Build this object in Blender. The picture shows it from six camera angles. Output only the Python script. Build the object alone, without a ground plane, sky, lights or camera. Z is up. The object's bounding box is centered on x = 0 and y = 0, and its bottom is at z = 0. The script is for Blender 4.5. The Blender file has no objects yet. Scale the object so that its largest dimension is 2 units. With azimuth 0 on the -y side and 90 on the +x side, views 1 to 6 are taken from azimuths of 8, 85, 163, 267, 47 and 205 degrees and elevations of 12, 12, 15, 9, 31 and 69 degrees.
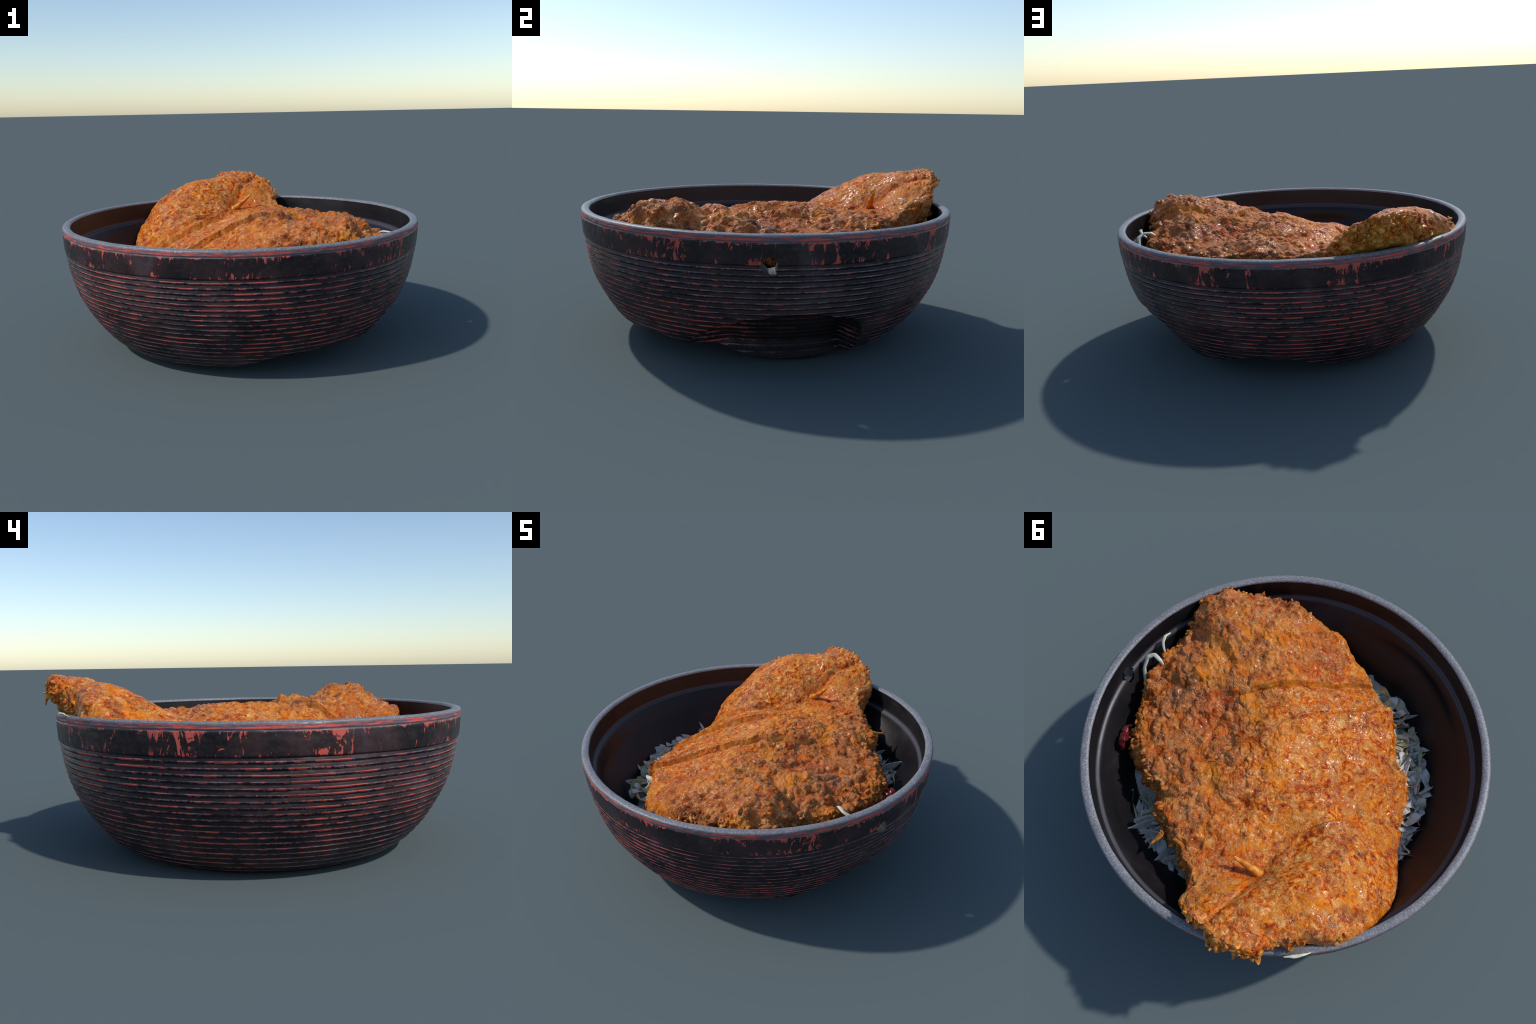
# A round, ribbed lacquer bowl holding a sliced, sauce-glazed fried pork cutlet
# that lies on a bed of shredded cabbage.
import bpy, math, random
import numpy as np

SEED = 7
rng = np.random.default_rng(SEED)
random.seed(SEED)
CY = -0.018                      # the bowl's axis stands at (0, CY)


# ------------------------------------------------------------------ noise
def _hash(ix, iy, iz, seed):
    h = (ix.astype(np.int64) * 374761393 + iy.astype(np.int64) * 668265263
         + iz.astype(np.int64) * 2147483647 + seed * 974634777) & 0xFFFFFFFF
    h = ((h ^ (h >> 13)) * 1274126177) & 0xFFFFFFFF
    h = ((h ^ (h >> 16)) * 2246822519) & 0xFFFFFFFF
    return h ^ (h >> 15)


def perlin(P, seed=0):
    """gradient noise in about [-1, 1] at the points P (n, 3)"""
    i = np.floor(P).astype(np.int64)
    f = P - i
    w = f * f * f * (f * (f * 6 - 15) + 10)
    out = np.zeros(len(P))
    for dx in (0, 1):
        wx = w[:, 0] if dx else 1 - w[:, 0]
        for dy in (0, 1):
            wy = w[:, 1] if dy else 1 - w[:, 1]
            for dz in (0, 1):
                wz = w[:, 2] if dz else 1 - w[:, 2]
                h = _hash(i[:, 0] + dx, i[:, 1] + dy, i[:, 2] + dz, seed)
                gx = (h & 1023) / 511.5 - 1
                gy = ((h >> 10) & 1023) / 511.5 - 1
                gz = ((h >> 20) & 1023) / 511.5 - 1
                out += wx * wy * wz * (gx * (f[:, 0] - dx) + gy * (f[:, 1] - dy) + gz * (f[:, 2] - dz))
    return out * 1.4


def fbm(P, octaves=3, seed=0):
    s, a, t = 0, 1.0, 0
    for o in range(octaves):
        s = s + a * perlin(P * 2.03 ** o + 17.3 * o, seed + o)
        t += a
        a *= 0.5
    return s / t


def lumps(P, seed=0, lo=0.25, hi=0.62):
    """round bumps of random size scattered in space: 0 between them, up to 1 on top"""
    i = np.floor(P).astype(np.int64)
    best = np.zeros(len(P))
    for dx in (-1, 0, 1):
        for dy in (-1, 0, 1):
            for dz in (-1, 0, 1):
                c = i + np.array([dx, dy, dz])
                h = _hash(c[:, 0], c[:, 1], c[:, 2], seed)
                q = c + np.stack([(h & 255) / 255, ((h >> 8) & 255) / 255, ((h >> 16) & 255) / 255], -1)
                R = lo + (hi - lo) * (((h >> 24) & 255) / 255) ** 1.5
                d = np.linalg.norm(P - q, axis=1) / R
                best = np.maximum(best, np.sqrt(np.maximum(1 - d * d, 0)) * R / hi)
    return best


def smooth(a, b, x):
    t = np.clip((x - a) / (b - a), 0, 1)
    return t * t * (3 - 2 * t)


# ------------------------------------------------------------------ meshes
def new_mesh(name, V, Fq, smooth_shade=True):
    me = bpy.data.meshes.new(name)
    V = np.ascontiguousarray(V, dtype=np.float32)
    Fq = np.ascontiguousarray(Fq, dtype=np.int32)
    k = Fq.shape[1]
    me.vertices.add(len(V))
    me.vertices.foreach_set("co", V.ravel())
    me.loops.add(Fq.size)
    me.loops.foreach_set("vertex_index", Fq.ravel())
    me.polygons.add(len(Fq))
    me.polygons.foreach_set("loop_start", np.arange(0, Fq.size, k, dtype=np.int32))
    me.update(calc_edges=True)
    me.polygons.foreach_set("use_smooth", np.full(len(Fq), smooth_shade))
    me.update()
    return me


def add_object(name, me, parent=None, mats=()):
    ob = bpy.data.objects.new(name, me)
    bpy.context.scene.collection.objects.link(ob)
    if parent:
        ob.parent = parent
    for m in mats:
        if m.name not in [x.name for x in me.materials if x]:
            me.materials.append(m)
    return ob


def vertex_normals(V, Fq):
    a, b, c, d = (V[Fq[:, k]] for k in range(4))
    n = np.cross(c - a, d - b)
    N = np.zeros_like(V)
    for k in range(4):
        for ax in range(3):
            N[:, ax] += np.bincount(Fq[:, k], weights=n[:, ax], minlength=len(V))
    return N / np.maximum(np.linalg.norm(N, axis=1, keepdims=True), 1e-12)


def sub_part(name, V, N, Fq, parent, mats, mat_index=None):
    """cut the faces Fq out of the whole surface V as an object that keeps the whole's normals"""
    used = np.unique(Fq)
    remap = np.zeros(len(V), dtype=np.int32)
    remap[used] = np.arange(len(used))
    me = new_mesh(name, V[used], remap[Fq])
    ob = add_object(name, me, parent, mats)
    if mat_index is not None:
        me.polygons.foreach_set("material_index", mat_index.astype(np.int32))
    me.normals_split_custom_set_from_vertices(N[used])
    me.update()
    return ob


def grid_faces(rows, cols):
    """quads of a grid whose columns close into a ring"""
    r = np.arange(rows - 1)[:, None]
    c = np.arange(cols)[None, :]
    c2 = (c + 1) % cols
    return np.stack([r * cols + c, r * cols + c2, (r + 1) * cols + c2, (r + 1) * cols + c], -1)


# ------------------------------------------------------------------ material helper
class Nodes:
    def __init__(self, name):
        self.m = bpy.data.materials.new(name)
        self.m.use_nodes = True
        self.t = self.m.node_tree
        self.t.nodes.clear()
        self.out = self.t.nodes.new("ShaderNodeOutputMaterial")
        self.p = self.t.nodes.new("ShaderNodeBsdfPrincipled")
        self.t.links.new(self.p.outputs[0], self.out.inputs[0])
        self.co = self.t.nodes.new("ShaderNodeTexCoord").outputs["Object"]
        sep = self.t.nodes.new("ShaderNodeSeparateXYZ")
        self.t.links.new(self.co, sep.inputs[0])
        self.x, self.y, self.z = sep.outputs

    def put(self, sock, v):
        if isinstance(v, bpy.types.NodeSocket):
            self.t.links.new(v, sock)
        elif isinstance(v, (tuple, list)) and len(v) == 3 and sock.type == "RGBA":
            sock.default_value = (*v, 1)
        else:
            sock.default_value = v

    def math(self, op, a, b=0.0, c=0.0, clamp=False):
        n = self.t.nodes.new("ShaderNodeMath")
        n.operation = op
        n.use_clamp = clamp
        for s, v in zip(n.inputs, (a, b, c)):
            self.put(s, v)
        return n.outputs[0]

    def scaled(self, sx, sy, sz, off=(0, 0, 0)):
        n = self.t.nodes.new("ShaderNodeMapping")
        self.put(n.inputs["Vector"], self.co)
        n.inputs["Scale"].default_value = (sx, sy, sz)
        n.inputs["Location"].default_value = off
        return n.outputs[0]

    def vec(self, x, y, z):
        n = self.t.nodes.new("ShaderNodeCombineXYZ")
        for s, v in zip(n.inputs, (x, y, z)):
            self.put(s, v)
        return n.outputs[0]

    def noise(self, vec, scale=1.0, detail=3.0, rough=0.55, dist=0.0):
        n = self.t.nodes.new("ShaderNodeTexNoise")
        self.put(n.inputs["Vector"], vec)
        n.inputs["Scale"].default_value = scale
        n.inputs["Detail"].default_value = detail
        n.inputs["Roughness"].default_value = rough
        n.inputs["Distortion"].default_value = dist
        return n.outputs["Fac"]

    def voronoi(self, vec, scale, feature="F1"):
        n = self.t.nodes.new("ShaderNodeTexVoronoi")
        n.feature = feature
        self.put(n.inputs["Vector"], vec)
        n.inputs["Scale"].default_value = scale
        return n.outputs["Distance"]

    def step(self, v, a, b):
        n = self.t.nodes.new("ShaderNodeMapRange")
        n.interpolation_type = "SMOOTHSTEP"
        self.put(n.inputs["Value"], v)
        self.put(n.inputs["From Min"], a)
        self.put(n.inputs["From Max"], b)
        return n.outputs["Result"]

    def mix(self, f, a, b):
        n = self.t.nodes.new("ShaderNodeMix")
        n.data_type = "RGBA"
        self.put(n.inputs[0], f)
        self.put(n.inputs[6], a)
        self.put(n.inputs[7], b)
        return n.outputs[2]

    def ramp(self, f, *stops):
        n = self.t.nodes.new("ShaderNodeValToRGB")
        e = n.color_ramp.elements
        while len(e) < len(stops):
            e.new(0.5)
        for k, (pos, col) in zip(e, stops):
            k.position = pos
            k.color = (*col, 1)
        self.put(n.inputs[0], f)
        return n.outputs[0]

    def bump(self, h, strength, distance):
        n = self.t.nodes.new("ShaderNodeBump")
        n.inputs["Strength"].default_value = strength
        n.inputs["Distance"].default_value = distance
        self.put(n.inputs["Height"], h)
        return n.outputs[0]

    def finish(self, color, rough=0.5, normal=None, spec=0.5, **more):
        self.put(self.p.inputs["Base Color"], color)
        self.put(self.p.inputs["Roughness"], rough)
        self.put(self.p.inputs["Specular IOR Level"], spec)
        if normal is not None:
            self.t.links.new(normal, self.p.inputs["Normal"])
        for k, v in more.items():
            self.put(self.p.inputs[k.replace("_", " ")], v)
        return self.m


# ------------------------------------------------------------------ bowl measures
RIB_TOP, RIB_PITCH = 0.5405, 0.0262      # the groove under the plain band; rib spacing in height
RED = (0.60, 0.085, 0.062)
DARK = (0.034, 0.019, 0.022)


def lacquer_base(n):
    """dark lacquer with cloudy brown and grey patches"""
    cloud = n.noise(n.scaled(5, 5, 4), detail=4)
    c = n.ramp(cloud, (0.32, (0.007, 0.005, 0.007)), (0.48, (0.019, 0.011, 0.013)), (0.60, (0.038, 0.019, 0.019)), (0.74, (0.062, 0.046, 0.056)))
    fine = n.noise(n.scaled(70, 70, 90), detail=3)
    return n.mix(n.math("MULTIPLY", n.step(fine, 0.48, 0.8), 0.25), c, (0.095, 0.070, 0.082))


def mat_ribs():
    n = Nodes("ribbed_lacquer")
    base = lacquer_base(n)
    wob = n.math("MULTIPLY", n.math("SUBTRACT", n.noise(n.scaled(9, 9, 9), detail=4, rough=0.7), 0.5), 0.006)
    t = n.math("DIVIDE", n.math("SUBTRACT", RIB_TOP, n.math("ADD", n.z, wob)), RIB_PITCH)
    ring, phase = n.math("FLOOR", t), n.math("FRACT", t)
    per_ring = n.vec(n.math("MULTIPLY", n.x, 10.5), n.math("MULTIPLY", n.y, 10.5), n.math("MULTIPLY", ring, 3.71))
    worn = n.noise(per_ring, detail=5, rough=0.72)
    big = n.noise(n.scaled(1.6, 1.6, 2.2), detail=1)
    level = n.math("SUBTRACT", n.math("ADD", worn, n.math("MULTIPLY", n.math("SUBTRACT", big, 0.5), 0.45)), n.math("ADD", n.math("MULTIPLY", n.math("ADD", n.x, n.math("MULTIPLY", n.y, 0.5)), 0.035), n.math("MULTIPLY", n.step(n.z, 0.22, 0.0), 0.12)))
    crest = n.math("MULTIPLY", n.step(phase, 0.50, 0.60), n.math("SUBTRACT", 1.0, n.step(phase, 0.84, 0.95)))
    line = n.math("MULTIPLY", n.step(phase, 0.46, 0.60), n.math("SUBTRACT", 1.0, n.step(phase, 0.66, 0.78)))
    grit = n.noise(n.scaled(60, 60, 60), detail=2)
    pale = n.math("MULTIPLY", line, n.step(n.math("ADD", worn, n.math("MULTIPLY", grit, 0.3)), 0.48, 0.78))
    c = n.mix(n.math("MULTIPLY", pale, 0.85), base, (0.26, 0.19, 0.235))
    ragged = n.math("ADD", level, n.math("MULTIPLY", n.math("SUBTRACT", n.noise(n.scaled(44, 44, 70), detail=3), 0.5), 0.60))
    redm = n.math("MULTIPLY", crest, n.step(ragged, 0.530, 0.55))
    red = n.mix(n.noise(n.scaled(30, 30, 60), detail=3), (0.46, 0.064, 0.050), (0.70, 0.125, 0.096))
    c = n.mix(redm, c, red)
    # deep shade inside the +x hollow, painted near-black over the lacquer colour
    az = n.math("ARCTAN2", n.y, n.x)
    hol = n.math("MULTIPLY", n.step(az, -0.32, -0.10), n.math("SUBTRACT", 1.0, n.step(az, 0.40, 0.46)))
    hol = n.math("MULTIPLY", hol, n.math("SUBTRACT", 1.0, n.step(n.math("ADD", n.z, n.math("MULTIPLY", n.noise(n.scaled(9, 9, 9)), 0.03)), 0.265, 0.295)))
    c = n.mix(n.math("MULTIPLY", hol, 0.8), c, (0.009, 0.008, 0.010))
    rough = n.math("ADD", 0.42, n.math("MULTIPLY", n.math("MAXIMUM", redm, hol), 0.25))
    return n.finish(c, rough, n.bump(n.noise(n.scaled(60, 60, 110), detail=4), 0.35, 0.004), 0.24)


def mat_band():
    n = Nodes("worn_band_lacquer")
    base = lacquer_base(n)
    vert = n.noise(n.scaled(27, 27, 10), detail=6, rough=0.74, dist=0.8)
    clump = n.noise(n.scaled(3.2, 3.2, 2), detail=1)
    # chips: upright runs, more of them towards the band's two edges
    mid = n.math("MULTIPLY", n.math("ABSOLUTE", n.math("SUBTRACT", n.z, 0.588)), 2.0)
    lev = n.math("ADD", n.math("ADD", vert, n.math("MULTIPLY", n.math("SUBTRACT", clump, 0.5), 0.45)), mid)
    chips = n.step(lev, 0.638, 0.650)
    edge = n.math("ADD", n.z, n.math("MULTIPLY", n.math("SUBTRACT", n.noise(n.scaled(16, 16, 3), detail=5, rough=0.7), 0.5), 0.085))
    chips = n.math("MAXIMUM", chips, n.math("MULTIPLY", n.step(edge, 0.637, 0.6385), n.step(n.noise(n.scaled(9, 9, 40), detail=4), 0.45, 0.51)))
    red = n.mix(n.noise(n.scaled(30, 30, 30), detail=3), (0.46, 0.066, 0.050), (0.62, 0.105, 0.08))
    c = n.mix(chips, base, red)
    # greyish bead under the lip, then a mauve strip rubbed through to red
    bead = n.step(n.math("ADD", n.z, n.math("MULTIPLY", n.math("SUBTRACT", n.noise(n.scaled(20, 20, 20)), 0.5), 0.008)), 0.6365, 0.6395)
    grey = n.mix(n.noise(n.scaled(80, 80, 80), detail=3), (0.06, 0.068, 0.075), (0.17, 0.18, 0.19))
    c = n.mix(n.math("MULTIPLY", bead, 0.9), c, grey)
    mauve = n.mix(n.step(n.noise(n.scaled(11, 11, 120), detail=5, rough=0.7), 0.49, 0.55), (0.13, 0.085, 0.11), RED)
    c = n.mix(n.math("MULTIPLY", n.step(n.z, 0.643, 0.646), n.math("SUBTRACT", 1.0, n.step(n.z, 0.6605, 0.6635))), c, mauve)
    return n.finish(c, n.math("ADD", 0.34, n.math("MULTIPLY", chips, 0.25)), n.bump(n.noise(n.scaled(50, 50, 50), detail=4), 0.25, 0.003), 0.38)


def mat_lip():
    n = Nodes("rubbed_grey_lip")
    sp = n.noise(n.scaled(120, 120, 120), detail=3, rough=0.7)
    c = n.ramp(sp, (0.30, (0.11, 0.11, 0.12)), (0.52, (0.19, 0.19, 0.205)), (0.72, (0.36, 0.36, 0.38)))
    big = n.noise(n.scaled(6, 6, 6), detail=3)
    c = n.mix(n.math("MULTIPLY", n.step(big, 0.5, 0.75), 0.5), c, (0.10, 0.075, 0.08))
    return n.finish(c, 0.45, n.bump(sp, 0.3, 0.003), 0.5)


def mat_lining():
    n = Nodes("dark_brown_lining")
    cloud = n.noise(n.scaled(3, 3, 5), detail=4)
    c = n.ramp(cloud, (0.3, (0.006, 0.006, 0.008)), (0.55, (0.012, 0.010, 0.011)), (0.75, (0.026, 0.023, 0.024)))
    ledge = n.math("MULTIPLY", n.step(n.z, 0.540, 0.548), n.math("SUBTRACT", 1.0, n.step(n.z, 0.560, 0.572)))
    c = n.mix(n.math("MULTIPLY", ledge, 0.6), c, (0.085, 0.082, 0.095))
    return n.finish(c, n.math("ADD", 0.27, n.math("MULTIPLY", cloud, 0.25)), n.bump(n.noise(n.scaled(14, 14, 14), detail=3), 0.15, 0.01), 0.33)


def mat_hole_edge():
    n = Nodes("broken_clay_edge")
    c = n.mix(n.noise(n.scaled(30, 30, 30), detail=3), (0.030, 0.028, 0.028), (0.075, 0.072, 0.07))
    return n.finish(c, 0.6)


# ------------------------------------------------------------------ bowl shape
OUT_Z = np.array([0, .012, .04, .08, .12, .16, .20, .24, .28, .32, .36, .40, .44, .48, .52, .56, .60, .64, .664])
OUT_R = np.array([.640, .668, .722, .770, .806, .836, .862, .884, .906, .924, .938, .949, .958, .965, .971, .976, .9785, .9795, .9795])
IN_Z = np.array([.045, .06, .10, .16, .22, .30, .38, .46, .535, .548, .556, .60, .655])
IN_R = np.array([.48, .52, .56, .62, .675, .745, .808, .868, .910, .919, .932, .937, .9405])


def build_bowl():
    bowl = bpy.data.objects.new("rice_bowl", None)
    bpy.context.scene.collection.objects.link(bowl)
    bowl.location = (0, 0, 0)
    bowl["label"] = "round dark lacquer bowl with fine ribs and worn red patches"
    bowl["category"] = "bowl"
    cols = 1080
    th = np.linspace(-math.pi, math.pi, cols, endpoint=False)
    deg = np.degrees(th)
    # rows run from the middle of the underside, up the outside, over the lip, down the inside
    rows, part = [], []
    for r in np.linspace(0.02, 0.63, 14):
        rows.append((r, 0.004, 0)); part.append("base")
    zs = np.concatenate([np.linspace(0, 0.02, 6)[:-1], np.arange(0.02, RIB_TOP, RIB_PITCH / 11)])
    for z in zs:
        rows.append((np.interp(z, OUT_Z, OUT_R), z, 1)); part.append("ribbed_wall")
    for z in np.linspace(RIB_TOP + 0.001, 0.6625, 48):
        rows.append((np.interp(z, OUT_Z, OUT_R), z, 2)); part.append("rim_band")
    for a in np.linspace(0, math.pi, 15)[1:-1]:
        rows.append((0.9603 + 0.0194 * math.cos(a), 0.6635 + 0.0105 * math.sin(a) ** 0.8, 3)); part.append("lip")
    zi = np.concatenate([np.linspace(0.6615, 0.53, 56), np.linspace(0.525, 0.045, 50)])
    for z in zi:
        rows.append((np.interp(z, IN_Z, IN_R), z, 4)); part.append("inner_lining")
    for r in np.linspace(0.45, 0.02, 8):
        rows.append((r, 0.043, 4)); part.append("inner_lining")
    rz = np.array(rows)
    R = np.repeat(rz[:, 0:1], cols, 1)
    Z = np.repeat(rz[:, 1:2], cols, 1)
    K = rz[:, 2].astype(int)
    T = np.repeat(th[None], len(rz), 0)
    cx, sy = np.cos(T), np.sin(T)
    P = np.stack([R * cx, R * sy, Z], -1).reshape(-1, 3)
    # ribs: each slopes out to a crest and drops back into a groove
    rib = (K == 1)
    wob = 0.0022 * fbm(P * 9, 3, 5).reshape(R.shape) + 0.0022 * fbm(P * 2.5, 2, 6).reshape(R.shape)
    ph = np.mod((RIB_TOP - (Z + wob)) / RIB_PITCH, 1.0)
    prof = np.where(ph < 0.68, (ph / 0.68) ** 0.8, 1 - ((ph - 0.68) / 0.32) ** 0.7)
    depth = 0.0105 * (0.8 + 0.35 * fbm(P * 6, 2, 9).reshape(R.shape)) * smooth(0.0, 0.03, Z)
    hollow_az = np.array([-35, -29, -20, -9, -2, 4, 12, 20, 24, 27, 28.5, 30])
    hollow_z = np.array([.05, .14, .232, .280, .300, .311, .298, .269, .24, .17, .08, 0.0])
    worn_ribs = 1 - 0.9 * smooth(0, .03, np.interp(deg, hollow_az, hollow_z, left=-1, right=-1)[None] - Z)
    R = R + rib[:, None] * (prof - 0.8) * depth * worn_ribs
    # bead and groove at the two edges of the plain band
    R = R + (K == 2)[:, None] * (-0.0030 * np.exp(-((Z - 0.641) / 0.0035) ** 2) + 0.0012 * np.exp(-((Z - 0.6475) / 0.003) ** 2)
                                 + 0.0025 * smooth(RIB_TOP, RIB_TOP + 0.006, Z))
    outer = (K <= 2)[:, None]
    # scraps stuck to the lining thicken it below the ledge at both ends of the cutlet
    fill = 0.8 * np.exp(-(((deg + 72) / 13) ** 2)) + 0.05 * np.exp(-(((deg - 22) / 16) ** 2)) - 0.55 * np.exp(-(((deg + 122) / 19) ** 2)) + 0.5 * np.exp(-(((deg - 82) / 16) ** 2))
    R = R - (K == 4)[:, None] * fill[None] * 0.085 * smooth(.53, .42, Z) * smooth(.2, .3, Z)
    R = R + outer * (0.0030 * fbm(P * 7, 3, 21) + 0.0035 * fbm(P * 2.2, 2, 22) + 0.0016 * fbm(P * 30, 2, 23)).reshape(R.shape)
    R = R + (~outer) * 0.0022 * fbm(P * 8, 2, 31).reshape(R.shape)
    Z = Z + (K >= 2)[:, None] * (K <= 3)[:, None] * 0.0022 * fbm(P * 9, 2, 41).reshape(R.shape)
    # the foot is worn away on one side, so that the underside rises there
    worn = np.exp(-(((deg + 50) / 35) ** 2))[None]
    worn = worn + 0.95 * np.exp(-(((deg - 62) / 28) ** 2))[None]
    low = 0.140 * worn * (1 + 0.2 * fbm(P * 6, 2, 51).reshape(R.shape))
    dz = np.where(outer, np.maximum(low - Z, 0), 0)
    Z = Z + dz
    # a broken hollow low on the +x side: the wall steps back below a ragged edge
    top = np.interp(deg, hollow_az, hollow_z, left=-1, right=-1)[None]
    rag = top + 0.010 * fbm(P * 22, 2, 61).reshape(R.shape)
    inside = smooth(0.0, 0.006, rag - Z) * (top > 0)
    fade = smooth(-36, -18, deg)[None]
    back = 0.150 * inside * fade * smooth(0.0, 0.11, Z)
    R = R - np.where(rib[:, None], back, 0) - np.where((K == 4)[:, None], 0.16 * smooth(0.0, 0.03, top + 0.03 - Z) * (top > 0) * fade, 0) * (R > .3)
    V = np.stack([R * cx, CY + R * sy, Z], -1).reshape(-1, 3)
    Fq = grid_faces(len(rz), cols)
    N = vertex_normals(V, Fq.reshape(-1, 4))
    names = np.array(part)
    # the chip right through the wall
    hole_az = np.array([-5.6, -4.3, -2.8, -1.8, -2.4, -4.4, -6.4])
    hole_z = np.array([.567, .577, .576, .553, .505, .498, .535])
    cen = V.reshape(len(rz), cols, 3)
    mz = 0.5 * (cen[:-1, :, 2] + cen[1:, :, 2])
    md = np.repeat((deg + 180 / cols)[None], len(rz) - 1, 0)

    def in_poly(x, y, px, py):
        c = np.zeros(x.shape, bool)
        for a in range(len(px)):
            b = (a + 1) % len(px)
            hit = ((py[a] > y) != (py[b] > y)) & (x < (px[b] - px[a]) * (y - py[a]) / (py[b] - py[a] + 1e-12) + px[a])
            c ^= hit
        return c
    k = K[:-1][:, None]
    rise = 0.022
    gone = (in_poly(md, mz, hole_az, hole_z) & (k <= 2)) | (in_poly(md, mz - rise, hole_az, hole_z) & (k == 4))
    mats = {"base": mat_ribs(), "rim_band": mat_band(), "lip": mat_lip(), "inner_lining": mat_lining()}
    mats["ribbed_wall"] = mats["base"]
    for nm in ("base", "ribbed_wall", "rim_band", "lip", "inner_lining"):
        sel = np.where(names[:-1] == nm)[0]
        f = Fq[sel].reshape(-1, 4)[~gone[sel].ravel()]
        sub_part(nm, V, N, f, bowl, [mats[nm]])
    # the broken edge of the chip: a short slanted tunnel between outside and lining
    m = 42
    t = np.linspace(0, len(hole_az), m, endpoint=False)
    i, fr = t.astype(int), t - t.astype(int)
    nx = (i + 1) % len(hole_az)
    az = np.radians(hole_az[i] * (1 - fr) + hole_az[nx] * fr)
    hz = hole_z[i] * (1 - fr) + hole_z[nx] * fr
    ca, cz = az.mean(), hz.mean()
    ring = []
    for s, (q, grow) in enumerate(((-0.002, 1.07), (0.004, 0.99), (0.02, 0.94), (0.035, 0.95), (0.052, 1.07))):
        a2 = ca + (az - ca) * grow
        z2 = cz + (hz - cz) * grow + rise * q / 0.05
        r2 = np.interp(hz, OUT_Z, OUT_R) - q
        ring.append(np.stack([r2 * np.cos(a2), CY + r2 * np.sin(a2), z2], -1))
    TV = np.concatenate(ring)
    TV += 0.002 * np.stack([perlin(TV * 60, 3), perlin(TV * 60, 4), perlin(TV * 60, 5)], -1)
    me = new_mesh("hole_edge", TV, grid_faces(len(ring), m).reshape(-1, 4))
    add_object("hole_edge", me, bowl, [mat_hole_edge()])
    return bowl


# ------------------------------------------------------------------ cutlet: outline and top surface
# control points: outline in plan with the height of the edge, then points inside
OUTLINE = np.array([
    (.618, -.693, .736), (.511, -.719, .704), (.406, -.785, .658), (.274, -.818, .600), (.141, -.812, .560), (.014, -.805, .500),
    (-.102, -.727, .462), (-.18, -.693, .435), (-.304, -.542, .497), (-.386, -.517, .503), (-.456, -.396, .465), (-.536, -.252, .405),
    (-.601, -.248, .37), (-.652, -.113, .365), (-.673, .013, .351), (-.704, .148, .349), (-.757, .372, .495), (-.749, .494, .554),
    (-.692, .616, .675), (-.6, .734, .736), (-.484, .785, .771), (-.388, .845, .775), (-.314, .887, .797), (-.288, .936, .842),
    (-.19, .960, .850), (-.098, .952, .832), (-.006, .915, .825), (.085, .882, .725), (.115, .795, .664), (.185, .691, .646),
    (.297, .615, .625), (.393, .536, .634), (.472, .408, .60), (.538, .399, .60), (.626, .326, .612), (.738, .199, .562),
    (.790, .059, .56), (.814, -.065, .575), (.808, -.191, .59), (.765, -.353, .622), (.737, -.428, .657), (.736, -.529, .712), (.694, -.605, .753)])
INNER = np.array([
    (.55, -.5, .758), (.3, -.6, .704), (.07, -.63, .622), (.6, -.25, .687), (.35, -.3, .678), (.1, -.35, .654), (-.12, -.34, .580), (.41, -.18, .668), (-.15, -.4, .545), (.06, -.46, .590), (-.13, -.54, .508), (-.387, -.44, .462), (0, -.54, .548), (-.10, -.64, .490),
    (.6, 0, .62), (.7, .1, .572), (.35, 0, .609), (.1, -.05, .675), (-.15, -.1, .592), (-.38, -.15, .533), (.5, .2, .609), (.25, .2, .646), (0, .2, .684),
    (-.25, .15, .608), (-.5, .1, .479), (.3, .4, .654), (.05, .42, .622), (-.2, .4, .59), (-.05, .53, .626), (-.5, .35, .652), (.12, .6, .631), (-.1, .6, .625),
    (-.35, .58, .777), (-.6, .55, .672), (0, .8, .752), (-.2, .78, .834), (-.42, .72, .809)])
CENTRE = np.array([0.03, 0.05])


def thin_plate(C, z, lam=0.002):
    def U(r2):
        return 0.5 * r2 * np.log(np.maximum(r2, 1e-12))
    n = len(C)
    Kk = U(((C[:, None] - C[None]) ** 2).sum(-1)) + lam * np.eye(n)
    Pm = np.c_[np.ones(n), C]
    w = np.linalg.solve(np.block([[Kk, Pm], [Pm.T, np.zeros((3, 3))]]), np.r_[z, 0, 0, 0])

    def f(X):
        out = np.zeros(len(X))
        for s in range(0, len(X), 40000):
            x = X[s:s + 40000]
            out[s:s + 40000] = U(((x[:, None] - C[None]) ** 2).sum(-1)) @ w[:n] + w[n] + x @ w[n + 1:]
        return out
    return f


CTRL = np.r_[OUTLINE, INNER]
TOP = thin_plate(CTRL[:, :2], CTRL[:, 2])


def closed_curve(Pts, n):
    """closed Catmull-Rom curve, evenly spaced"""
    Pts = np.asarray(Pts, float)
    k = len(Pts)
    t = np.linspace(0, k, 40 * k, endpoint=False)
    i = t.astype(int)
    f = (t - i)[:, None]
    a, b, c, d = Pts[(i - 1) % k], Pts[i], Pts[(i + 1) % k], Pts[(i + 2) % k]
    Q = .5 * (2 * b + (c - a) * f + (2 * a - 5 * b + 4 * c - d) * f * f + (3 * b - 3 * c + d - a) * f ** 3)
    L = np.r_[0, np.cumsum(np.linalg.norm(np.roll(Q, -1, 0) - Q, axis=1))]
    s = np.linspace(0, L[-1], n, endpoint=False)
    Qc = np.r_[Q, Q[:1]]
    return np.stack([np.interp(s, L, Qc[:, j]) for j in range(Q.shape[1])], -1)


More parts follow.
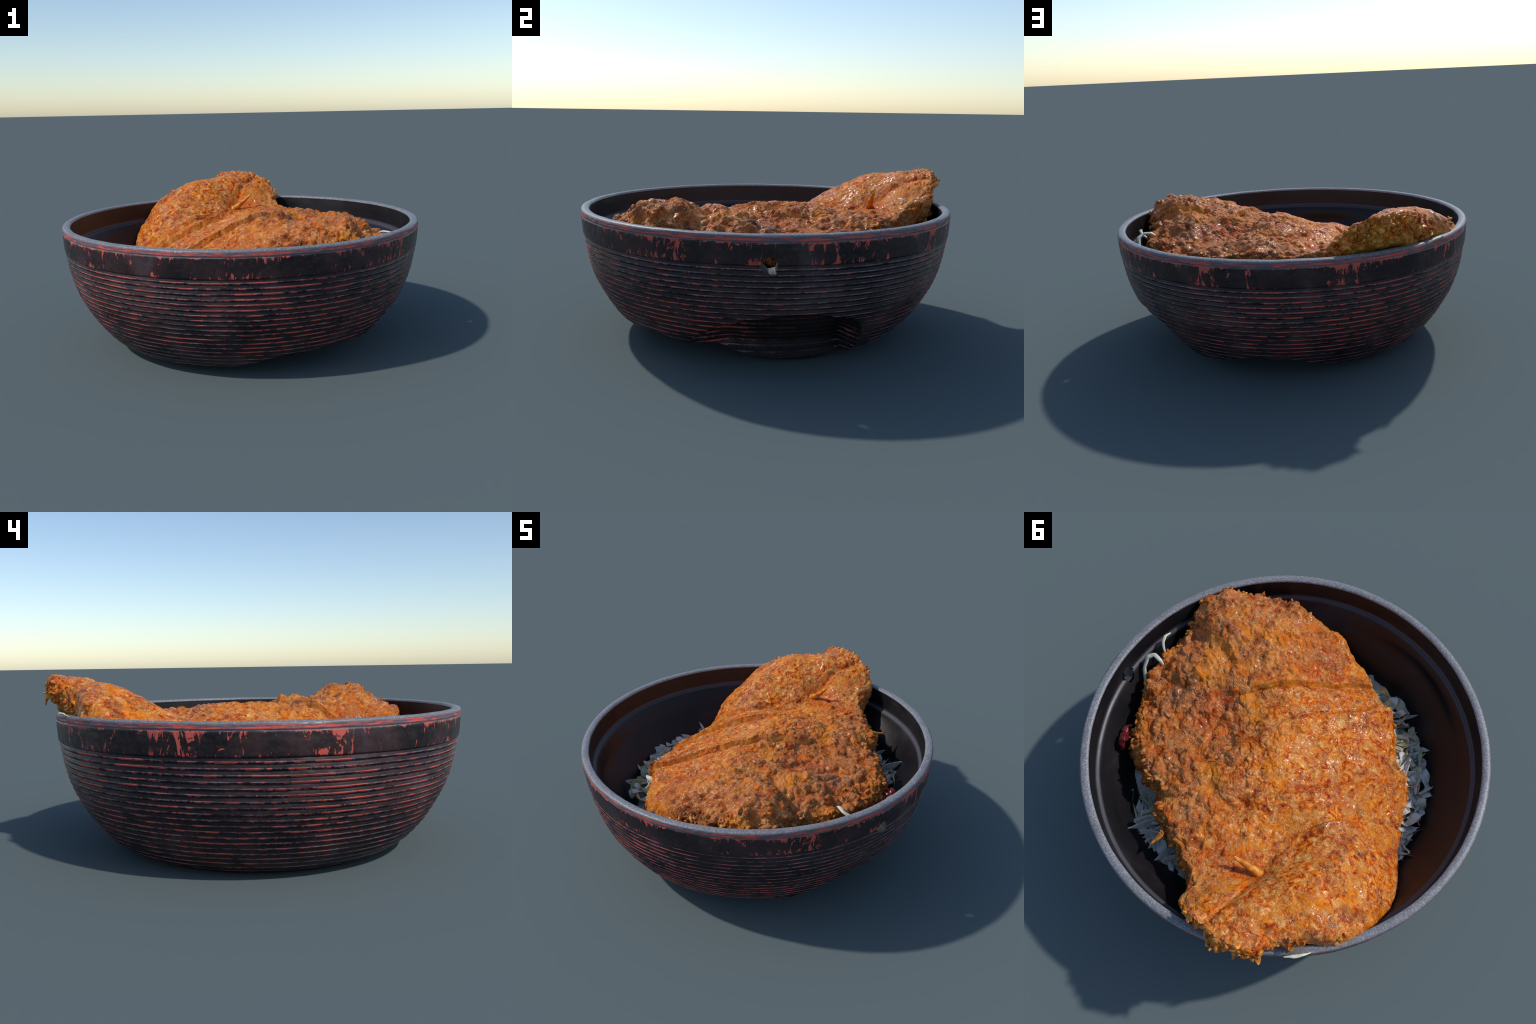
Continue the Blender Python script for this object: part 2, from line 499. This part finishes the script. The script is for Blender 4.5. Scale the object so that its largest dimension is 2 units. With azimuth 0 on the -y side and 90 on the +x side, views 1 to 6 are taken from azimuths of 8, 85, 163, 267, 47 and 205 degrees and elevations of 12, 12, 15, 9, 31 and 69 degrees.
# the knife cuts across the cutlet, each from the -x edge to the +x edge:
# points (x, y), side of the higher slice (+1: the one towards +y), step height, reach of the open crack along the cut
CUTS = [
    (((-.30, -.62), (-.12, -.50), (.03, -.40), (.20, -.27), (.30, -.20), (.42, -.12), (.62, -.02), (.86, .06)), -1, .026, .62),
    (((-.52, -.62), (-.34, -.50), (-.21, -.37), (-.094, -.27), (.025, -.155), (.139, -.01), (.221, .084), (.284, .181), (.45, .27), (.80, .36)), 1, .030, .72),
    (((-.72, -.24), (-.57, -.17), (-.45, -.08), (-.23, .10), (-.12, .19), (-.02, .27), (.08, .34), (.25, .45), (.60, .60)), 1, .034, .56),
    (((-.82, -.02), (-.61, .065), (-.531, .10), (-.393, .185), (-.317, .249), (-.247, .316), (-.163, .42), (.0, .50), (.20, .60), (.42, .78)), 1, .026, .45),
]


# folds of the crust (points, depth, width) and single hollows (x, y, depth, radius)
FOLDS = [(((.02, .93), (-.068, .865), (-.086, .806), (-.115, .722), (-.133, .66), (-.20, .62)), .030, .013),
         (((.0, .70), (-.046, .658), (-.14, .60), (-.17, .512), (-.188, .422)), .022, .022),
         (((.76, -.40), (.667, -.389), (.58, -.367), (.507, -.35), (.435, -.30), (.36, -.26)), .028, .022),
         (((.30, .30), (.33, .20), (.36, .10), (.33, .02)), .016, .016),
         (((.40, .45), (.32, .40), (.24, .42), (.16, .46)), .018, .016)]
PITS = [(.17, .59, .026, .022), (-.031, .63, .018, .022), (.056, .328, .030, .022), (.013, .477, .018, .025), (.22, .33, .014, .03), (.55, .34, .016, .03), (.36, -.06, .014, .035)]


def cut_field(X, cut):
    """signed distance to a cut (positive towards +y) and position along it, 0 to 1"""
    pts = np.array(cut[0])
    L = np.r_[0, np.cumsum(np.linalg.norm(np.diff(pts, axis=0), axis=1))]
    best = np.full(len(X), 9.0)
    sd = np.zeros(len(X))
    al = np.zeros(len(X))
    for a in range(len(pts) - 1):
        p, d = pts[a], pts[a + 1] - pts[a]
        t = np.clip(((X - p) @ d) / (d @ d), 0, 1)
        v = X - (p + t[:, None] * d)
        dist = np.hypot(v[:, 0], v[:, 1])
        s = np.sign(d[0] * v[:, 1] - d[1] * v[:, 0])
        k = dist < best
        best[k] = dist[k]
        sd[k] = (dist * s)[k]
        al[k] = ((L[a] + t * np.linalg.norm(d)) / L[-1])[k]
    return sd, al


def mat_cutlet():
    n = Nodes("glazed_fried_crust")
    w = n.noise(n.scaled(3, 3, 3), detail=3)
    fine = n.noise(n.scaled(30, 30, 30), detail=6, rough=0.72, dist=0.9)
    c = n.ramp(fine, (0.36, (0.16, 0.014, 0.002)), (0.43, (0.45, 0.056, 0.003)), (0.49, (0.66, 0.148, 0.006)), (0.56, (0.78, 0.250, 0.018)), (0.66, (0.90, 0.54, 0.20)))
    # browner, duller towards +x; brighter orange towards -x
    side = n.step(n.math("ADD", n.x, n.math("MULTIPLY", n.math("SUBTRACT", w, 0.5), 1.2)), -0.15, 0.45)
    brown = n.ramp(n.noise(n.scaled(21, 21, 21), detail=6, rough=0.70, dist=0.6), (0.36, (0.075, 0.013, 0.002)), (0.43, (0.29, 0.055, 0.006)), (0.49, (0.42, 0.092, 0.009)), (0.57, (0.51, 0.148, 0.024)), (0.67, (0.74, 0.36, 0.13)))
    c = n.mix(n.math("MULTIPLY", side, 0.86), c, brown)
    # amber, pinkish tan, red and dark patches
    gold = n.step(n.noise(n.scaled(5, 5, 5, (3, 1, 2)), detail=5, rough=0.62), 0.50, 0.62)
    c = n.mix(n.math("MULTIPLY", gold, 0.62), c, (0.74, 0.225, 0.006))
    tan = n.step(n.noise(n.scaled(8.5, 8.5, 8.5, (6, 2, 4)), detail=5, rough=0.65, dist=0.5), 0.51, 0.62)
    c = n.mix(n.math("MULTIPLY", tan, n.math("ADD", 0.06, n.math("MULTIPLY", side, 0.24))), c, (0.58, 0.22, 0.085))
    redp = n.step(n.noise(n.scaled(4.2, 4.2, 4.2, (8, 5, 1)), detail=6, rough=0.62), 0.52, 0.66)
    c = n.mix(n.math("MULTIPLY", redp, 0.46), c, (0.42, 0.040, 0.004))
    dark_patch = n.step(n.noise(n.scaled(6, 6, 6, (1, 9, 6)), detail=6, rough=0.68), 0.54, 0.66)
    c = n.mix(n.math("MULTIPLY", dark_patch, 0.65), c, (0.14, 0.026, 0.005))
    # pale thin threadlike marks over the crust
    worm = n.math("ABSOLUTE", n.math("SUBTRACT", n.noise(n.scaled(48, 48, 48, (2, 7, 4)), detail=2, dist=1.8), 0.5))
    thread = n.math("MULTIPLY", n.math("SUBTRACT", 1.0, n.step(worm, 0.012, 0.045)), n.step(n.noise(n.scaled(15, 15, 15), detail=3), 0.42, 0.54))
    c = n.mix(n.math("MULTIPLY", thread, 0.68), c, (0.94, 0.56, 0.26))
    wet = n.step(n.noise(n.scaled(9, 9, 9), detail=5, rough=0.65), 0.46, 0.58)
    rough = n.math("SUBTRACT", 0.50, n.math("MULTIPLY", wet, 0.26))
    h = n.math("ADD", n.noise(n.scaled(70, 70, 70), detail=4, rough=0.6, dist=1.0), n.math("MULTIPLY", thread, 0.45))
    return n.finish(c, rough, n.bump(h, 0.9, 0.008), 0.16, Coat_Weight=n.math("MULTIPLY", wet, 0.28), Coat_Roughness=0.18)


def mat_batter():
    n = Nodes("golden_batter_side")
    f = n.noise(n.scaled(22, 22, 22), detail=5, rough=0.65, dist=0.5)
    c = n.ramp(f, (0.30, (0.20, 0.055, 0.008)), (0.47, (0.46, 0.17, 0.018)), (0.60, (0.60, 0.30, 0.045)), (0.76, (0.72, 0.52, 0.17)))
    return n.finish(c, 0.38, n.bump(n.noise(n.scaled(60, 60, 60), detail=4), 0.6, 0.006), 0.5)


def mat_crumb():
    n = Nodes("fried_crumb")
    f = n.noise(n.scaled(18, 18, 18), detail=4, rough=0.65)
    c = n.ramp(f, (0.34, (0.24, 0.050, 0.006)), (0.46, (0.48, 0.125, 0.012)), (0.56, (0.58, 0.22, 0.035)), (0.70, (0.70, 0.42, 0.12)))
    return n.finish(c, 0.42, n.bump(n.noise(n.scaled(80, 80, 80), detail=4), 0.8, 0.006), 0.3)


def mat_cut_edge():
    n = Nodes("yellow_cut_edge")
    f = n.noise(n.scaled(26, 26, 26), detail=4)
    c = n.ramp(f, (0.35, (0.44, 0.11, 0.008)), (0.55, (0.66, 0.23, 0.016)), (0.75, (0.76, 0.38, 0.07)))
    return n.finish(c, 0.4, n.bump(f, 0.4, 0.006), 0.5)


THICK = 0.15


def build_cutlet():
    cutlet = bpy.data.objects.new("fried_cutlet", None)
    bpy.context.scene.collection.objects.link(cutlet)
    cutlet["label"] = "lumpy orange fried cutlet, sliced and glazed with sauce"
    cutlet["category"] = "fried food"
    cols, top_rows, side_rows, low_rows = 1240, 280, 50, 16
    rim = closed_curve(OUTLINE[:, :2], cols)
    # ragged outline
    out = rim - np.roll(rim, 1, 0)
    nrm = np.stack([-out[:, 1], out[:, 0]], -1)
    nrm /= np.linalg.norm(nrm, axis=1, keepdims=True)
    if ((rim - CENTRE) * nrm).sum() < 0:
        nrm = -nrm
    q = np.c_[rim, np.zeros(cols)]
    rough_side = smooth(-.35, .25, rim[:, 0] + 0.7 * np.maximum(rim[:, 1] - .6, 0) * 2)
    rim = rim + nrm * ((0.003 + 0.010 * rough_side) * fbm(q * 16, 3, 71) + 0.010 * rough_side * (lumps(q * 20, 72) - 0.4))[:, None]
    for cut in CUTS:                                     # the cuts nick the -x edge
        sd, al = cut_field(rim, cut)
        rim = rim - nrm * (0.030 * (al < .4) * np.exp(-((sd * cut[1] + .004) / .010) ** 2))[:, None]
    # keep the outline star-shaped about the centre, so that the skin never folds over itself
    ang = np.unwrap(np.arctan2(rim[:, 1] - CENTRE[1], rim[:, 0] - CENTRE[0]))
    ang = 0.5 * (np.minimum.accumulate(ang) + np.maximum.accumulate(ang[::-1])[::-1])
    for _ in range(6):
        ang[1:-1] = 0.25 * ang[:-2] + 0.5 * ang[1:-1] + 0.25 * ang[2:]
    rr = np.hypot(rim[:, 0] - CENTRE[0], rim[:, 1] - CENTRE[1])
    rim = CENTRE + np.stack([rr * np.cos(ang), rr * np.sin(ang)], -1)
    rho = 1 - (1 - np.linspace(0.0006, 1, top_rows)) ** 1.12
    rad = np.linalg.norm(rim - CENTRE, axis=1)
    rows = []
    Rr = 0.05 - 0.036 * smooth(.70, .88, rim[:, 1])      # radius of the rounded shoulder, sharp at the torn end
    for r in rho:
        X = CENTRE + r * (rim - CENTRE)
        d = (1 - r) * rad
        s = np.clip(1 - d / Rr, 0, 1)
        rows.append(np.c_[X, TOP(X) - 0.9 * Rr * (1 - np.sqrt(np.maximum(1 - s * s, 0)))])
    e = rows[-1]
    far = smooth(.70, .88, e[:, 1])
    thick = THICK - 0.03 * smooth(-.2, -.6, e[:, 0])
    for a in np.linspace(0, 1, side_rows + 1)[1:]:
        bulge = 0.014 * math.sin(math.pi * min(1, a * 1.4)) if a < 0.7 else -0.05 * ((a - 0.7) / 0.3) ** 1.5
        rows.append(np.c_[e[:, :2] + nrm * (bulge * (1 - 0.3 * far) - 0.012 * far * a)[:, None], e[:, 2] - thick * a])
    l = rows[-1]
    for a in np.linspace(0, 1, low_rows + 1)[1:]:
        r = 1 - 0.97 * a
        X = CENTRE + r * (l[:, :2] - CENTRE)
        rows.append(np.c_[X, TOP(X) - 0.045 - thick - 0.02 * a])
    V = np.concatenate(rows)
    n_rows = len(rows)
    Fq = grid_faces(n_rows, cols)          # the outline runs clockwise, so these faces look outwards
    Ff = Fq.reshape(-1, 4)
    row_id = np.repeat(np.arange(n_rows), cols)
    top_w = 1 - smooth(top_rows + side_rows * 0.7, top_rows + side_rows, row_id)
    # cuts
    crack = np.zeros(len(V))
    near_cut = np.zeros(len(V))
    zone = np.zeros(len(V), int)
    for cut in CUTS:
        X = V[:, :2] + 0.010 * np.stack([perlin(V * 9, 81), perlin(V * 9, 82)], -1) + 0.004 * np.stack([perlin(V * 30, 83), perlin(V * 30, 84)], -1)
        sd, al = cut_field(X, cut)
        zone += sd > 0
        hi = sd * cut[1]
        open_ = 1 - smooth(cut[3] - 0.18, cut[3] + 0.10, al)
        step = cut[2] * open_ * top_w
        up = np.where(hi > 0, 0.7 * np.exp(-np.maximum(hi - .012, 0) / .06) * smooth(0.0, 0.012, hi), -0.2 * np.exp(hi / .05))
        V[:, 2] += step * up
        V[:, 2] -= (0.016 * open_ * top_w) * (1 + 1.2 * fbm(V * 12, 2, 86)) * np.exp(-((hi + .005) / .010) ** 2)
        near_cut = np.maximum(near_cut, open_ * np.exp(-(hi / .022) ** 2))
        crack = np.maximum(crack, open_ * (0.75 + 0.8 * fbm(V * 7, 2, 87)) * np.exp(-((hi - .003) / .006) ** 2))
    # folds and hollows that do not part the slices
    for pts, deep, wide in FOLDS:
        sd, al = cut_field(V[:, :2] + 0.012 * np.stack([perlin(V * 12, 88), perlin(V * 12, 89)], -1), (pts, 1))
        ends = smooth(0, .25, al) * smooth(1, .7, al)
        V[:, 2] -= top_w * ends * deep * np.exp(-(sd / wide) ** 2 * np.where(sd > 0, 1.0, 0.35))
    for x, y, deep, wide in PITS:
        V[:, 2] -= top_w * deep * np.exp(-(((V[:, 0] - x) ** 2 + (V[:, 1] - y) ** 2) / wide ** 2))
    # crust relief along the surface normal
    N = vertex_normals(V, Ff)
    P = V.copy()
    lumpy = smooth(-.25, .35, P[:, 0] + 0.25 * fbm(P * 3, 2, 90)) * 0.85 + 0.15
    lumpy = np.maximum(lumpy, smooth(.72, .90, P[:, 1]) * 0.9)
    patch = np.exp(-(((P[:, 0] - .52) / .085) ** 2 + ((P[:, 1] - .16) / .07) ** 2))
    lumpy *= 1 - 0.9 * patch
    warp = P + 0.016 * np.stack([fbm(P * 20, 2, 101), fbm(P * 20, 2, 102), fbm(P * 20, 2, 103)], -1)
    ridge = 1 - np.abs(fbm(warp * 10, 3, 97)) * 2.6
    relief = 0.011 * fbm(P * 7, 3, 91) + 0.016 * lumpy * fbm(P * 5.2, 2, 100)
    relief += lumpy * (0.024 * lumps(warp * np.array([8.5, 7, 8]), 90, .15, .62) + 0.018 * fbm(warp * 12, 3, 92) + 0.020 * lumps(warp * np.array([15, 12, 14]), 93, .15, .7) + 0.010 * lumps(warp * 30, 94, .15, .65) + 0.011 * np.clip(ridge, -1, 1))
    relief += (1 - lumpy) * (0.0035 * lumps(warp * 36, 95, .2, .65) + 0.005 * fbm(warp * 18, 2, 98))
    relief += (0.0026 + 0.0024 * lumpy) * fbm(warp * 55, 2, 96)
    topm = row_id < top_rows - 20
    relief -= lumpy * (relief[topm] * lumpy[topm]).sum() / (lumpy[topm] ** 2).sum() + 0.003
    relief -= 0.004 * patch
    relief *= 1 - 0.65 * near_cut
    V = V + N * (relief * (0.25 + 0.75 * top_w))[:, None]
    N = vertex_normals(V, Ff)
    # slices, each cut out of the one skin
    fz = zone[Ff].max(1)
    face_row = np.repeat(np.arange(n_rows - 1), cols)
    fc = V[Ff].mean(1)
    jitter = fbm(fc * 13, 3, 99)
    pale_side = smooth(-.45, .2, fc[:, 0]) + smooth(.7, .9, fc[:, 1])
    side = face_row + 26 * jitter - 14 * np.clip(pale_side, 0, 1) > top_rows + 14
    fcrack = crack[Ff].mean(1) > 0.52 + 0.35 * jitter
    idx = np.where(side, 1, 0)
    idx = np.where(fcrack & (face_row < top_rows + 10), 2, idx)
    mats = [mat_cutlet(), mat_batter(), mat_cut_edge()]
    for k in range(len(CUTS) + 1):
        s = fz == k
        sub_part("slice", V, N, Ff[s], cutlet, mats, idx[s])
    return cutlet, mats, V, N, row_id, top_rows, side_rows


# ------------------------------------------------------------------ loose bits on the cutlet
def tube(points, radii, sides=10, flat=1.0, seed=0, rough=0.0):
    """closed tapering tube through points"""
    pts = np.array(points, float)
    k = len(pts)
    t = np.linspace(0, k - 1, 8 * (k - 1) + 1)
    Q = np.stack([np.interp(t, np.arange(k), pts[:, j]) for j in range(3)], -1)
    for _ in range(3):
        Q[1:-1] = 0.25 * Q[:-2] + 0.5 * Q[1:-1] + 0.25 * Q[2:]
    rr = np.interp(t, np.arange(k), radii)
    V = []
    for i in range(len(Q)):
        d = Q[min(i + 1, len(Q) - 1)] - Q[max(i - 1, 0)]
        d /= np.linalg.norm(d)
        u = np.cross(d, (0.3, 0.2, 1.0))
        u /= np.linalg.norm(u)
        v = np.cross(d, u)
        a = np.linspace(0, 2 * math.pi, sides, endpoint=False)[:, None]
        V.append(Q[i] + rr[i] * (np.cos(a) * u + flat * np.sin(a) * v))
    V = [np.repeat(Q[:1], sides, 0)] + V + [np.repeat(Q[-1:], sides, 0)]
    V = np.concatenate(V)
    if rough:
        V += rough * np.stack([perlin(V * 35, seed + j) for j in range(3)], -1)
    return V, grid_faces(len(Q) + 2, sides).reshape(-1, 4)


def ball(sides=14, rings=9):
    a = np.linspace(0.02, math.pi - 0.02, rings)
    t = np.linspace(0, 2 * math.pi, sides, endpoint=False)
    V = np.stack([np.outer(np.sin(a), np.cos(t)), np.outer(np.sin(a), np.sin(t)), np.outer(np.cos(a), np.ones(sides))], -1).reshape(-1, 3)
    return V, grid_faces(rings, sides).reshape(-1, 4)


def build_bits(cutlet, mats, V, N, row_id, top_rows, side_rows):
    crust, batter, cut = mats
    # the fried spike standing in the valley
    zv = TOP(np.array([[-.115, .593]]))[0]
    v, f = tube([(-.165, .60, zv - .02), (-.12, .593, zv + .012), (-.08, .592, zv + .045), (-.04, .593, zv + .085), (-.03, .593, zv + .095)],
                [.024, .020, .014, .009, .002], 12, .8, 5, .006)
    add_object("batter_spike", new_mesh("batter_spike", v, f), cutlet, [cut])
    # strips of batter hanging over the bowl's edge
    for k, pts in enumerate((
            [(-.20, .89, .775), (-.205, .925, .765), (-.21, .960, .750), (-.212, .982, .730), (-.21, .992, .705)],
            [(.36, .60, .56), (.375, .64, .553), (.385, .675, .548)])):
        v, f = tube(pts, np.linspace(.018, .004, len(pts)), 10, .6, 10 + k, .008)
        add_object("batter_flake", new_mesh("batter_flake", v, f), cutlet, [batter if k else cut])
    # torn batter flakes on the broken far end
    cand = np.where((row_id > top_rows - 6) & (row_id < top_rows + side_rows * 0.6) & (V[:, 1] > .80) & (V[:, 0] < .06))[0]
    for k, i in enumerate(rng.choice(cand, 34, replace=False)):
        p, q = V[i], N[i] + np.array([0, .25, -.35]) + 0.5 * rng.normal(size=3)
        q /= np.linalg.norm(q)
        L = 0.008 + 0.014 * rng.random()
        side = np.cross(q, rng.normal(size=3))
        pts = [p - q * .012, p + q * L * .35, p + q * L * .75 + side * .004, p + q * L + side * .009]
        w = 0.010 + 0.010 * rng.random()
        v, f = tube(pts, [w, w * .9, w * .6, w * .15], 12, .6, 30 + k, .016)
        add_object("batter_flake", new_mesh("batter_flake", v, f), cutlet, [cut if k % 3 else batter])
    # loose crumbs gathered along the side and the ragged far end
    cand = np.where((row_id > top_rows - 12) & (row_id < top_rows + side_rows * 0.75))[0]
    w = 0.15 + smooth(-.1, .4, V[cand, 0]) + 1.5 * smooth(.75, .9, V[cand, 1]) + 1.2 * smooth(-.55, -.7, V[cand, 1]) * (V[cand, 0] > .3)
    pick = rng.choice(cand, 420, replace=False, p=w / w.sum())
    bv, bf = ball(12, 8)
    VV, FF = [], []
    for k, i in enumerate(pick):
        s = 0.004 + 0.009 * rng.random() ** 1.8
        A = rng.normal(size=(3, 3))
        A, _ = np.linalg.qr(A)
        b = (bv * (s * np.array([1.5, 1.0, .7]))) @ A
        b = b * (1 + 0.75 * perlin(bv * 2.3 + 9.1 * k, 5) + 0.3 * perlin(bv * 5 + 3.3 * k, 6))[:, None]
        VV.append(b + V[i] + N[i] * s * 0.35)
        FF.append(bf + k * len(bv))
    ob = add_object("crumbs", new_mesh("crumbs", np.concatenate(VV), np.concatenate(FF)), cutlet, [mat_crumb()])
    ob["kind"] = "stuff"


# ------------------------------------------------------------------ cabbage and garnish
def mat_cabbage(name, tint, deep):
    n = Nodes(name)
    v = n.noise(n.scaled(16, 16, 16), detail=3)
    c = n.mix(n.step(v, 0.35, 0.65), deep, tint)
    rnd = n.t.nodes.new("ShaderNodeObjectInfo").outputs["Random"]
    c = n.mix(n.math("MULTIPLY", n.step(rnd, 0.65, 1.0), 0.45), c, (0.55, 0.56, 0.32))
    m = n.finish(c, 0.42, n.bump(v, 0.3, 0.004), 0.5)
    tr = n.t.nodes.new("ShaderNodeBsdfTranslucent")
    n.put(tr.inputs["Color"], c)
    mx = n.t.nodes.new("ShaderNodeMixShader")
    mx.inputs[0].default_value = 0.22
    n.t.links.new(n.p.outputs[0], mx.inputs[1])
    n.t.links.new(tr.outputs[0], mx.inputs[2])
    n.t.links.new(mx.outputs[0], n.out.inputs[0])
    return m


def shred_mesh(seed, length, width, bend, twist):
    """one cabbage shred: a curved, tapering strip with thickness and a wavy edge"""
    r = np.random.default_rng(seed)
    m, k = 18, 5
    t = np.linspace(-.5, .5, m)
    w = width * np.clip(1 - (2 * np.abs(t)) ** 5, 0.4, 1) * (1 + .3 * np.interp(t, np.linspace(-.5, .5, 6), r.normal(size=6)))
    ang = bend * t
    x = length * np.sin(ang) / max(abs(bend), .05) if bend else length * t
    z = length * (1 - np.cos(ang)) / max(abs(bend), .05)
    side = width * 0.9 * np.interp(t, np.linspace(-.5, .5, 4), r.normal(size=4))
    top, low = [], []
    for i in range(m):
        for j in range(k):
            s = (j / (k - 1) - .5)
            a = twist * t[i]
            y = s * w[i]
            wave = 0.22 * width * math.sin(9 * t[i] + 3 * s + seed)
            cup = 0.5 * y * y / width
            top.append((x[i], side[i] + y * math.cos(a), z[i] + y * math.sin(a) + wave + cup + .003))
            low.append((x[i], side[i] + y * math.cos(a), z[i] + y * math.sin(a) + wave + cup - .003))
    V = np.array(top + low)
    F = []
    o = m * k
    for i in range(m - 1):
        for j in range(k - 1):
            a, b, c, d = i * k + j, i * k + j + 1, (i + 1) * k + j + 1, (i + 1) * k + j
            F += [(a, d, c, b), (a + o, b + o, c + o, d + o)]
        for j in (0, k - 1):
            a, d = i * k + j, (i + 1) * k + j
            F.append((a, a + o, d + o, d) if j == 0 else (a, d, d + o, a + o))
    for i in (0, m - 1):
        for j in range(k - 1):
            a, b = i * k + j, i * k + j + 1
            F.append((a, b, b + o, a + o) if i == 0 else (a, a + o, b + o, b))
    return new_mesh("cabbage_shred", V, np.array(F))


def build_cabbage():
    heap = bpy.data.objects.new("shredded_cabbage", None)
    bpy.context.scene.collection.objects.link(heap)
    heap["label"] = "heap of pale shredded cabbage under the cutlet"
    heap["category"] = "vegetable"
    white = mat_cabbage("pale_cabbage", (0.80, 0.79, 0.73), (0.60, 0.60, 0.52))
    green = mat_cabbage("greenish_cabbage", (0.62, 0.64, 0.50), (0.42, 0.42, 0.18))
    # the body of the heap
    cols, nr = 360, 90
    th = np.linspace(0, 2 * math.pi, cols, endpoint=False)
    edge = 0.765 + 0.035 * np.sin(3 * th + .6) + 0.02 * np.sin(7 * th)
    rows = []
    for a in np.linspace(0.01, 1.0, nr):
        r = edge * a
        rows.append(np.stack([r * np.cos(th) - .01, CY + r * np.sin(th), 0.385 + 0.01 * smooth(.2, .7, r * np.cos(th)) - 0.05 * a ** 3 - 0.085 * smooth(.1, -.6, r * np.cos(th)) * a], -1))
    for a in np.linspace(0, 1, 10)[1:]:
        r = edge - 0.25 * a
        rows.append(np.stack([r * np.cos(th) - .01, CY + r * np.sin(th), 0.335 - 0.06 * a - 0.085 * smooth(.1, -.6, r * np.cos(th))], -1))
    V = np.concatenate(rows)
    rad = np.hypot(V[:, 0], V[:, 1] - CY)
    az = np.degrees(np.arctan2(V[:, 1] - CY, V[:, 0]))
    V[:, 2] -= (0.045 * np.exp(-(((az + 122) / 26) ** 2)) + 0.012 * smooth(-.3, -.7, V[:, 0])) * smooth(.4, .7, rad)
    F = grid_faces(len(rows), cols).reshape(-1, 4)[:, ::-1]
    N = vertex_normals(V, F)
    V += N * (0.030 * fbm(V * np.array([9, 9, 9]), 3, 111) + 0.02 * (1 - np.abs(fbm(V * 16, 2, 112)) * 3))[:, None]
    ob = add_object("cabbage_bed", new_mesh("cabbage_bed", V, F), heap, [white])
    ob["kind"] = "stuff"
    # single shreds where the heap shows beside the cutlet
    kinds = [shred_mesh(200 + s, *p) for s, p in enumerate((
        (.20, .060, .5, .5), (.24, .040, .8, -.5), (.17, .085, .4, .3), (.28, .030, .6, .7), (.15, .095, .6, -.3), (.22, .055, -.6, .5), (.18, .030, 1.2, .2)))]
    kinds += [k.copy() for k in kinds[:4]]
    for i, me in enumerate(kinds):
        me.materials.append(green if i >= 7 else white)
    r = np.random.default_rng(5)
    rim = closed_curve(OUTLINE[:, :2], 200)
    sides = [((-.80, .34), (-.55, -.50), (-.74, -.12)), ((.62, .52), (.15, .80), (.50, .66)), ((-.22, -.66), (-.60, -.48), (-.44, -.60)), ((.80, .22), (.84, -.15), (.82, .0))]
    share = [0.56, 0.26, 0.13, 0.05]
    for i in range(230):
        s = sides[r.choice(4, p=share)]
        t = r.random()
        a, b, m = (np.array(q) for q in s)
        base = (1 - t) ** 2 * a + 2 * t * (1 - t) * (2 * m - .5 * a - .5 * b) + t * t * b
        base = base * (1 - .22 * r.random())
        rad = math.hypot(base[0], base[1] - CY)
        if rad > .80:
            base *= .80 / rad
            rad = .80
        me = kinds[r.integers(len(kinds))]
        ob = bpy.data.objects.new("cabbage_shred", me)
        bpy.context.scene.collection.objects.link(ob)
        ob.parent = heap
        sc = .45 + .45 * r.random()
        ob.scale = (sc, sc, sc)
        z = 0.390 + 0.01 * float(smooth(.2, .7, base[0])) - 0.055 * (rad / .8) ** 3 - 0.060 * float(smooth(.1, -.6, base[0])) + 0.022 * r.random()
        ob.location = (base[0], base[1], z)
        ob.rotation_euler = (r.normal() * .25, r.normal() * .15, math.atan2(base[1], base[0]) + 1.57 + r.normal() * .9)
        # keep every shred inside the lining
        co = np.array([v.co for v in me.vertices])
        for _ in range(14):
            M = np.array(ob.matrix_basis)
            W = co @ M[:3, :3].T + M[:3, 3]
            over = (np.hypot(W[:, 0], W[:, 1] - CY) - np.interp(W[:, 2], IN_Z, IN_R) - 0.035).max()
            if over <= 0:
                break
            ob.location.x *= 0.965
            ob.location.y *= 0.965
    # a white curl leaning out beside the cutlet, and one pale sliver on the far rim
    w2 = Nodes("white_cabbage_rib")
    wm = w2.finish(w2.mix(w2.noise(w2.scaled(20, 20, 20)), (0.58, 0.56, 0.36), (0.74, 0.73, 0.62)), 0.35)
    for pts, rr in (([(.845, -.10, .50), (.868, -.155, .56), (.862, -.20, .60), (.83, -.215, .618), (.79, -.20, .622), (.765, -.185, .605)], [.008, .012, .013, .012, .010, .004]),
                    ([(-.50, .82, .672), (-.465, .85, .680), (-.435, .868, .682), (-.40, .885, .678)], [.002, .007, .008, .002]),
                    ([(.80, -.26, .57), (.83, -.30, .60), (.835, -.34, .615), (.82, -.37, .61)], [.005, .009, .009, .004])):
        v, f = tube(pts, rr, 12, .55, 3, .003)
        add_object("cabbage_rib", new_mesh("cabbage_rib", v, f), heap, [wm])
    return heap


def build_ginger():
    n = Nodes("red_pickle")
    m = n.finish(n.mix(n.noise(n.scaled(30, 30, 30)), (0.06, 0.006, 0.006), (0.16, 0.014, 0.012)), 0.25)
    g = bpy.data.objects.new("red_pickle", None)
    bpy.context.scene.collection.objects.link(g)
    g["label"] = "few dark red slivers of pickled ginger"
    g["category"] = "pickle"
    for pts in ([(.78, .16, .47), (.80, .21, .50), (.79, .25, .50), (.77, .28, .47)], [(.76, .20, .49), (.79, .235, .52), (.785, .27, .50)],
                [(.80, .13, .47), (.815, .18, .49), (.81, .22, .47)]):
        v, f = tube(pts, [.012] + [.022] * (len(pts) - 2) + [.010], 10, .5, 8, .008)
        add_object("pickle_sliver", new_mesh("pickle_sliver", v, f), g, [m])


build_bowl()
build_bits(*build_cutlet())
build_cabbage()
build_ginger()
